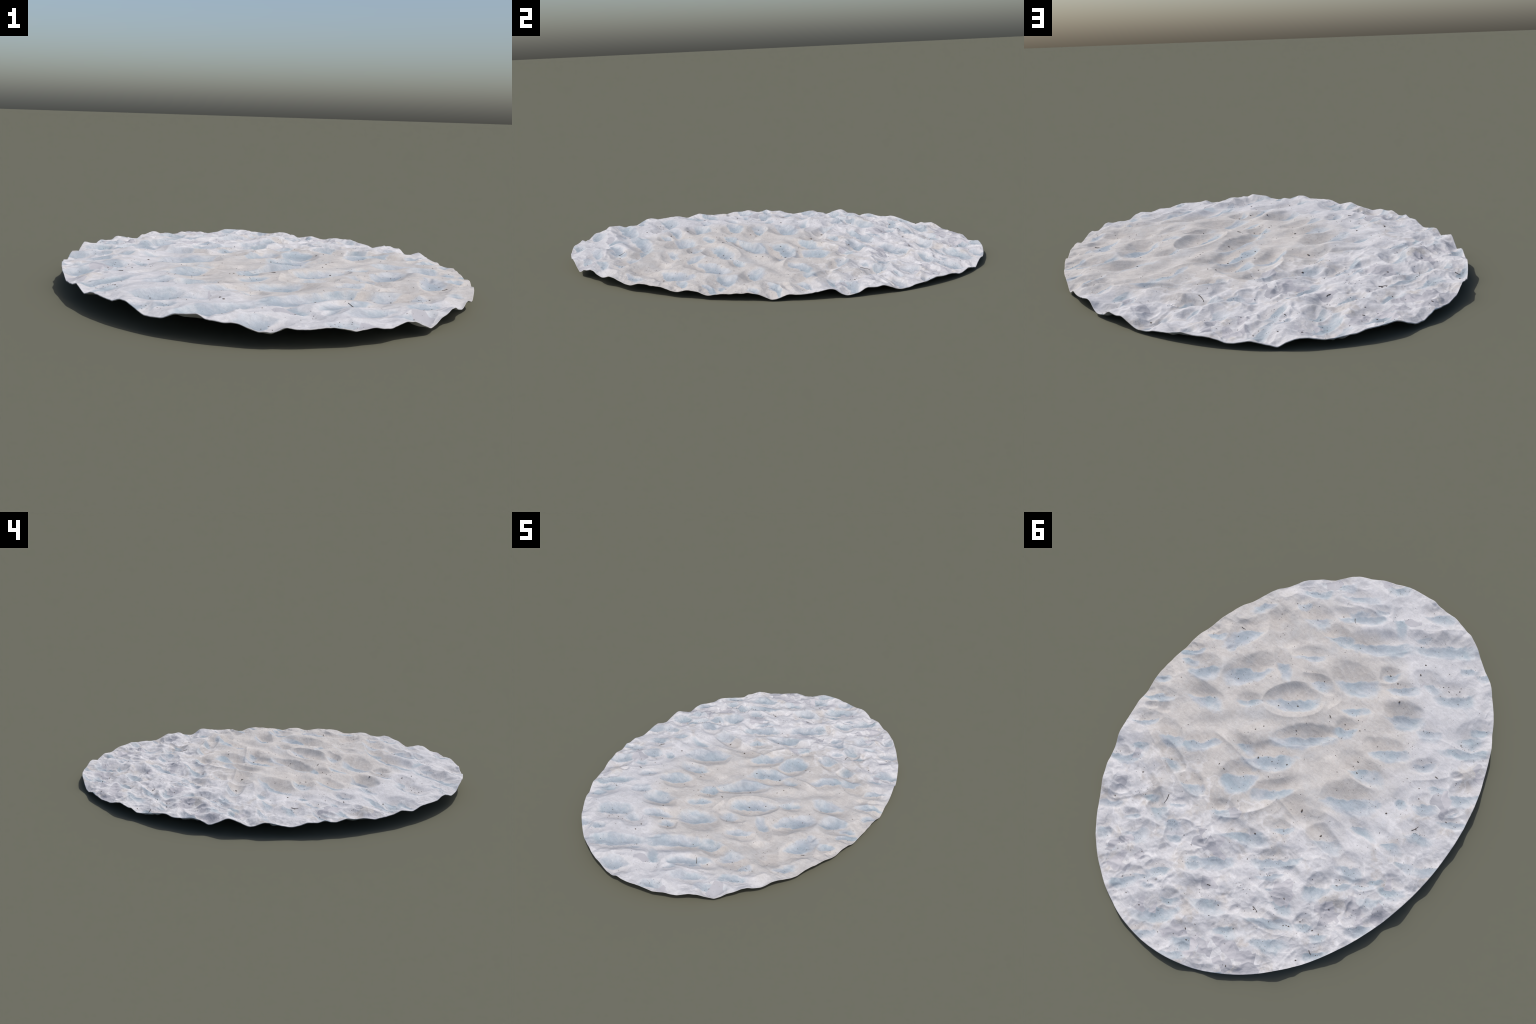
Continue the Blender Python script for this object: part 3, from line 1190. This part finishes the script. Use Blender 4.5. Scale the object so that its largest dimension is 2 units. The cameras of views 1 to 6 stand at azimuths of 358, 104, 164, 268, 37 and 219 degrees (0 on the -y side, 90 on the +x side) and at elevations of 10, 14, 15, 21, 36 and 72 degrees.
# ------------------------------------------------------------------ materials
class Nodes:
    def __init__(self, name):
        self.mat = bpy.data.materials.new(name)
        self.mat.use_nodes = True
        self.tree = self.mat.node_tree
        self.bsdf = self.tree.nodes["Principled BSDF"]

    def add(self, kind, **props):
        n = self.tree.nodes.new(kind)
        for k, v in props.items():
            setattr(n, k, v)
        return n

    def link(self, a, b):
        self.tree.links.new(a, b)

    def put(self, socket, value):
        if isinstance(value, bpy.types.NodeSocket):
            self.link(value, socket)
        else:
            socket.default_value = value

    def math(self, op, a, b=0.0, clamp=False):
        n = self.add("ShaderNodeMath", operation=op, use_clamp=clamp)
        self.put(n.inputs[0], a)
        self.put(n.inputs[1], b)
        return n.outputs[0]

    def noise(self, vec, scale, detail=3.0, rough=0.55):
        n = self.add("ShaderNodeTexNoise")
        self.put(n.inputs["Vector"], vec)
        n.inputs["Scale"].default_value = scale
        n.inputs["Detail"].default_value = detail
        n.inputs["Roughness"].default_value = rough
        return n

    def ramp(self, x, a, b, lo=0.0, hi=1.0):
        n = self.add("ShaderNodeMapRange", interpolation_type="SMOOTHSTEP")
        self.put(n.inputs["Value"], x)
        for k, v in (("From Min", a), ("From Max", b), ("To Min", lo), ("To Max", hi)):
            n.inputs[k].default_value = v
        return n.outputs["Result"]

    def mix(self, fac, a, b, blend="MIX"):
        n = self.add("ShaderNodeMix", data_type="RGBA", blend_type=blend)
        self.put(n.inputs[0], fac)
        for s, v in ((n.inputs[6], a), (n.inputs[7], b)):
            self.put(s, v if isinstance(v, bpy.types.NodeSocket) else (*v, 1.0))
        return n.outputs[2]

    def spots(self, vec, ellipses):
        """The highest of many soft elliptical spots: 1 in each middle, 0 on each border."""
        best = None
        for x, y, a, b, heading in ellipses:
            m = self.add("ShaderNodeMapping", vector_type="TEXTURE")
            m.inputs["Location"].default_value = (x, y, 0)
            m.inputs["Rotation"].default_value = (0, 0, math.radians(heading))
            m.inputs["Scale"].default_value = (a, b, 1)
            self.link(vec, m.inputs["Vector"])
            g = self.add("ShaderNodeTexGradient", gradient_type="SPHERICAL")
            self.link(m.outputs[0], g.inputs[0])
            best = g.outputs["Fac"] if best is None else self.math("MAXIMUM", best, g.outputs["Fac"])
        return best


    def half(self, vec, x, y, gx, gy, t0, t1):
        """Eases from 0 to 1 as the distance along (gx, gy) from x, y goes from t0 to t1."""
        g = math.hypot(gx, gy)
        m = self.add("ShaderNodeMapping", vector_type="TEXTURE")
        m.inputs["Location"].default_value = (x + gx / g * t0 / g, y + gy / g * t0 / g, 0)
        m.inputs["Rotation"].default_value = (0, 0, math.atan2(gy, gx))
        m.inputs["Scale"].default_value = ((t1 - t0) / g, 1, 1)
        self.link(vec, m.inputs["Vector"])
        e = self.add("ShaderNodeTexGradient", gradient_type="EASING")
        self.link(m.outputs[0], e.inputs[0])
        return e.outputs["Fac"]

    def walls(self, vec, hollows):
        """Where blue shadow is drawn (the steep wall of each hollow) and warm sunlight
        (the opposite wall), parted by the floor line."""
        ice = dust = None  # ice, icy: skylit shadow put into colour; dust: sunlit walls warmed
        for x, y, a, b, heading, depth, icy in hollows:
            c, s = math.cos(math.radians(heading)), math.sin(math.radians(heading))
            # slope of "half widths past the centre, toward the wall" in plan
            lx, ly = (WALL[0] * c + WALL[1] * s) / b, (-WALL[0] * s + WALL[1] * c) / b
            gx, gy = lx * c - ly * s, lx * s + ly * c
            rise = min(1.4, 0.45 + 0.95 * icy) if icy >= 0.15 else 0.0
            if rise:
                # the baked-in shadow climbs right up to the crest on its own wall
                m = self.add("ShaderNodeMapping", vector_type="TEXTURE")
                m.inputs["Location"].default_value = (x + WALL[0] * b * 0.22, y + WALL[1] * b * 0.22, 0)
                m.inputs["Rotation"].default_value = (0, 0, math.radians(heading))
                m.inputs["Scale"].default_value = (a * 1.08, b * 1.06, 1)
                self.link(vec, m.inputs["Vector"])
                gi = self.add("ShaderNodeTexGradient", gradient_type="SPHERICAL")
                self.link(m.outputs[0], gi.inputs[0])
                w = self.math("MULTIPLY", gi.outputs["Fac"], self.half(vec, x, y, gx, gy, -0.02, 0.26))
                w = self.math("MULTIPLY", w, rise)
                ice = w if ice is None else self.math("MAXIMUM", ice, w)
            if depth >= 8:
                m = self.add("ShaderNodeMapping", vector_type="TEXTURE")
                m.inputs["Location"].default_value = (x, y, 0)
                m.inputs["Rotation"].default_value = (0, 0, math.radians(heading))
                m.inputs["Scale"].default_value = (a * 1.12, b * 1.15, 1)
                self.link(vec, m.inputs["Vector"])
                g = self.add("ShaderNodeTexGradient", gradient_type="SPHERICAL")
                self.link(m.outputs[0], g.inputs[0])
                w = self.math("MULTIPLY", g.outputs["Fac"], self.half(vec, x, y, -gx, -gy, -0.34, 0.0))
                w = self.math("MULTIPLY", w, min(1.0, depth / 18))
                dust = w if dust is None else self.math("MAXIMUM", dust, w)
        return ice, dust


def snow_material():
    n = Nodes("old_snow")
    co = n.add("ShaderNodeTexCoord").outputs["Object"]
    flat = n.add("ShaderNodeVectorMath", operation="MULTIPLY")
    n.link(co, flat.inputs[0])
    flat.inputs[1].default_value = (1, 1, 0)
    flat = flat.outputs[0]
    # wandering coordinates, so that tints have ragged borders
    wob = n.noise(flat, 13, 3)
    shift = n.add("ShaderNodeVectorMath", operation="SUBTRACT")
    n.link(wob.outputs["Color"], shift.inputs[0])
    shift.inputs[1].default_value = (0.5, 0.5, 0.5)
    sc = n.add("ShaderNodeVectorMath", operation="MULTIPLY_ADD")
    n.link(shift.outputs[0], sc.inputs[0])
    sc.inputs[1].default_value = (0.055, 0.055, 0)
    n.link(flat, sc.inputs[2])
    warped = sc.outputs[0]

    fine = n.noise(flat, 60, 4, 0.6).outputs["Fac"]
    mid = n.noise(flat, 9, 4, 0.6).outputs["Fac"]
    baked_shadow_s, sun_tint_s = n.walls(warped, HOLLOWS + POCKS[:36])
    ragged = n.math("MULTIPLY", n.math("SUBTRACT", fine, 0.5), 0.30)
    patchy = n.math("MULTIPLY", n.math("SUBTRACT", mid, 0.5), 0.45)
    baked_shadow_s = n.math("ADD", baked_shadow_s, ragged)
    halo_m = n.ramp(n.math("ADD", baked_shadow_s, patchy), -0.06, 0.36)
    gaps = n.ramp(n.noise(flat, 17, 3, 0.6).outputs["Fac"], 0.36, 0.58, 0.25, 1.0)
    baked_shadow_m = n.ramp(n.math("ADD", baked_shadow_s, n.math("MULTIPLY", patchy, 0.6)), 0.05, 0.44)
    sun_tint_m = n.ramp(n.math("ADD", sun_tint_s, ragged), 0.08, 0.50)

    # tan dust lies over the smooth middle, fading out to clean snow in the north
    zone = n.spots(flat, [(0.25, -0.13, 0.74, 0.66, 11)])
    zone = n.math("ADD", zone, n.math("MULTIPLY", n.math("SUBTRACT", mid, 0.5), 0.5))
    zone = n.ramp(zone, 0.02, 0.30)
    col = n.mix(mid, SNOW_COOL, SNOW)
    col = n.mix(n.math("MULTIPLY", zone, 0.85), col, DUST_PALE)
    wall = n.math("MULTIPLY", sun_tint_m, n.math("ADD", n.math("MULTIPLY", zone, 0.42), 0.24))
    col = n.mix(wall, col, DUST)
    blotch = n.ramp(n.noise(flat, 5.2, 5, 0.62).outputs["Fac"], 0.52, 0.72)
    col = n.mix(n.math("MULTIPLY", blotch, 0.35), col, BAKED_SHADOW_PALE)
    # patchy tan dust on the crumbled north end too
    north = n.spots(flat, [(-0.02, 0.72, 1.05, 0.62, 0), (-0.75, 0.1, 0.35, 0.9, 0)])
    north = n.ramp(n.math("ADD", north, n.math("MULTIPLY", n.math("SUBTRACT", mid, 0.5), 0.4)), 0.05, 0.35)
    tan = n.ramp(n.noise(warped, 8.5, 5, 0.62).outputs["Fac"], 0.50, 0.64)
    col = n.mix(n.math("MULTIPLY", n.math("MULTIPLY", tan, north), 0.75), col, DUST)
    # thin highlight streaks painted on the clean snow, mostly in the north
    highlight_line = n.noise(warped, 9, 2, 0.5).outputs["Fac"]
    highlight_line = n.math("ABSOLUTE", n.math("SUBTRACT", highlight_line, 0.5))
    highlight_line = n.math("MULTIPLY", n.ramp(highlight_line, 0.0, 0.045, 1.0, 0.0), n.math("ADD", n.math("MULTIPLY", north, 0.75), 0.12))
    col = n.mix(n.math("MULTIPLY", highlight_line, 0.55), col, PAINTED_HIGHLIGHT)
    col = n.mix(n.math("MULTIPLY", halo_m, 0.75), col, BAKED_SHADOW_PALE)
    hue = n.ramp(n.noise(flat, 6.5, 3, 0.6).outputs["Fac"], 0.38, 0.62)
    col = n.mix(n.math("MULTIPLY", baked_shadow_m, gaps), col, n.mix(hue, BAKED_SHADOW, BAKED_SHADOW_GREY))
    deep = n.ramp(n.math("ADD", baked_shadow_s, patchy), 0.42, 0.85)
    col = n.mix(n.math("MULTIPLY", deep, 0.6), col, BAKED_SHADOW_DEEP)

    # streaks running along the flow and fine mottling
    st = n.add("ShaderNodeMapping")
    st.inputs["Rotation"].default_value = (0, 0, math.radians(38))
    st.inputs["Scale"].default_value = (1.0, 5.0, 1.0)
    n.link(warped, st.inputs["Vector"])
    streak = n.noise(st.outputs[0], 16, 4, 0.65).outputs["Fac"]
    mottle = n.noise(warped, 26, 5, 0.65).outputs["Fac"]
    tone = n.math("ADD", n.math("MULTIPLY", streak, 0.34), n.math("MULTIPLY", fine, 0.22))
    tone = n.math("ADD", n.math("ADD", tone, n.math("MULTIPLY", mottle, 0.34)), 0.50)
    speck = n.noise(flat, 130, 3, 0.7).outputs["Fac"]
    dust_grain = n.noise(flat, 420, 2, 0.6).outputs["Fac"]
    tone = n.math("ADD", tone, n.math("MULTIPLY", n.math("SUBTRACT", speck, 0.5), 0.26))
    tone = n.math("ADD", tone, n.math("MULTIPLY", n.math("SUBTRACT", dust_grain, 0.5), 0.30))
    tone = n.math("ADD", tone, 0.06)
    grey = n.add("ShaderNodeCombineColor")
    for i in range(3):
        n.link(tone, grey.inputs[i])
    col = n.mix(1.0, col, grey.outputs[0], "MULTIPLY")

    # small dark smears, mostly in the north
    smear = n.math("MULTIPLY", n.ramp(n.noise(warped, 21, 4, 0.7).outputs["Fac"], 0.665, 0.76), n.math("ADD", n.math("MULTIPLY", north, 0.7), 0.2))
    col = n.mix(n.math("MULTIPLY", smear, 0.6), col, SMEAR)

    # smooth refrozen plates: angular cells inside a few spots
    cell = n.add("ShaderNodeTexVoronoi")
    n.link(flat, cell.inputs["Vector"])
    cell.inputs["Scale"].default_value = 26
    middle = n.add("ShaderNodeVectorMath", operation="MULTIPLY")     # each cell goes by its own middle
    n.link(cell.outputs["Position"], middle.inputs[0])
    middle.inputs[1].default_value = (1, 1, 0)
    plate = n.spots(middle.outputs[0], [(x, y, r * 1.5 + 0.008, r * 1.5 + 0.008, 0) for x, y, r in PLATES])
    at_cell = n.add("ShaderNodeSeparateColor")
    n.link(cell.outputs["Color"], at_cell.inputs[0])
    pick = n.math("MULTIPLY", n.math("GREATER_THAN", plate, 0.33), n.math("GREATER_THAN", at_cell.outputs[0], 0.33))
    shade = n.mix(at_cell.outputs[1], PLATE_DARK, PLATE_PALE)
    col = n.mix(n.math("MULTIPLY", pick, 0.95), col, shade)

    # peppering of soot-fine grit, clustered
    pep = n.add("ShaderNodeTexVoronoi")
    n.link(flat, pep.inputs["Vector"])
    pep.inputs["Scale"].default_value = 95
    rnd = n.add("ShaderNodeSeparateColor")
    n.link(pep.outputs["Color"], rnd.inputs[0])
    clump = n.ramp(n.noise(flat, 7, 4, 0.7).outputs["Fac"], 0.40, 0.72, 0.93, 0.72)
    size = n.math("MULTIPLY", rnd.outputs[1], 0.16)
    dot = n.math("MULTIPLY", n.math("LESS_THAN", pep.outputs["Distance"], size), n.math("GREATER_THAN", rnd.outputs[0], clump))
    col = n.mix(n.math("MULTIPLY", dot, 0.55), col, SOOT)

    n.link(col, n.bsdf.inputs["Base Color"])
    n.bsdf.inputs["Roughness"].default_value = 0.85
    n.bsdf.inputs["Specular IOR Level"].default_value = 0.2
    bump = n.add("ShaderNodeBump")
    bump.inputs["Strength"].default_value = 0.5
    bump.inputs["Distance"].default_value = 0.003
    grain = n.noise(flat, 190, 3, 0.6).outputs["Fac"]
    n.link(n.math("ADD", n.math("MULTIPLY", grain, 0.5), streak), bump.inputs["Height"])
    n.link(bump.outputs[0], n.bsdf.inputs["Normal"])
    return n.mat


def dark_material(name, a, b):
    n = Nodes(name)
    co = n.add("ShaderNodeTexCoord").outputs["Object"]
    col = n.mix(n.noise(co, 120, 2).outputs["Fac"], a, b)
    n.link(col, n.bsdf.inputs["Base Color"])
    n.bsdf.inputs["Roughness"].default_value = 0.9
    return n.mat


SNOW = (0.465, 0.458, 0.468)
SNOW_COOL = (0.395, 0.396, 0.416)
DUST_PALE = (0.388, 0.366, 0.346)
DUST = (0.372, 0.346, 0.325)  # on hollow walls: snow tinted warm where the capture's sun fell
BAKED_SHADOW = (0.262, 0.306, 0.339)
BAKED_SHADOW_GREY = (0.295, 0.314, 0.346)
BAKED_SHADOW_DEEP = (0.214, 0.256, 0.296)
BAKED_SHADOW_PALE = (0.362, 0.384, 0.412)
PAINTED_HIGHLIGHT = (0.530, 0.525, 0.535)
SMEAR = (0.215, 0.210, 0.225)
PLATE_DARK = (0.300, 0.302, 0.326)
PLATE_PALE = (0.390, 0.382, 0.405)
SOOT = (0.130, 0.125, 0.140)


def main():
    top = bpy.data.objects.new("snow_patch", None)
    bpy.context.scene.collection.objects.link(top)
    top["label"] = "oval patch of sun-cupped old snow with blue hollows"
    top["category"] = "snow surface"
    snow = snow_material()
    grit = dark_material("dark_grit", (0.045, 0.040, 0.038), (0.11, 0.09, 0.075))
    bark = dark_material("wet_bark", (0.040, 0.036, 0.034), (0.085, 0.070, 0.060))
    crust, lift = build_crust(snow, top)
    build_grit(GRIT_A + GRIT_B, "grit", grit, top, lift, 300)
    # finer grit gathered in the hollows
    extra = []
    while len(extra) < 1100:
        h = HOLLOWS[rng.integers(len(HOLLOWS))]
        cx, cy = h[0] + WALL[0] * SKEW * h[3], h[1] + WALL[1] * SKEW * h[3]
        spread = 0.32 if rng.random() < 0.75 else 0.9
        x, y = cx + rng.normal(0, spread) * h[2], cy + rng.normal(0, spread) * h[2]
        if (x / HALF_X) ** 2 + (y / HALF_Y) ** 2 < 0.97:
            extra.append((x, y, float(rng.uniform(0.6, 1.7))))
    build_grit(extra, "fine_grit", grit, top, lift, 900)
    for i, (x0, y0, x1, y1) in enumerate(TWIGS):
        build_twig(x0, y0, x1, y1, i, bark, top, lift)


main()
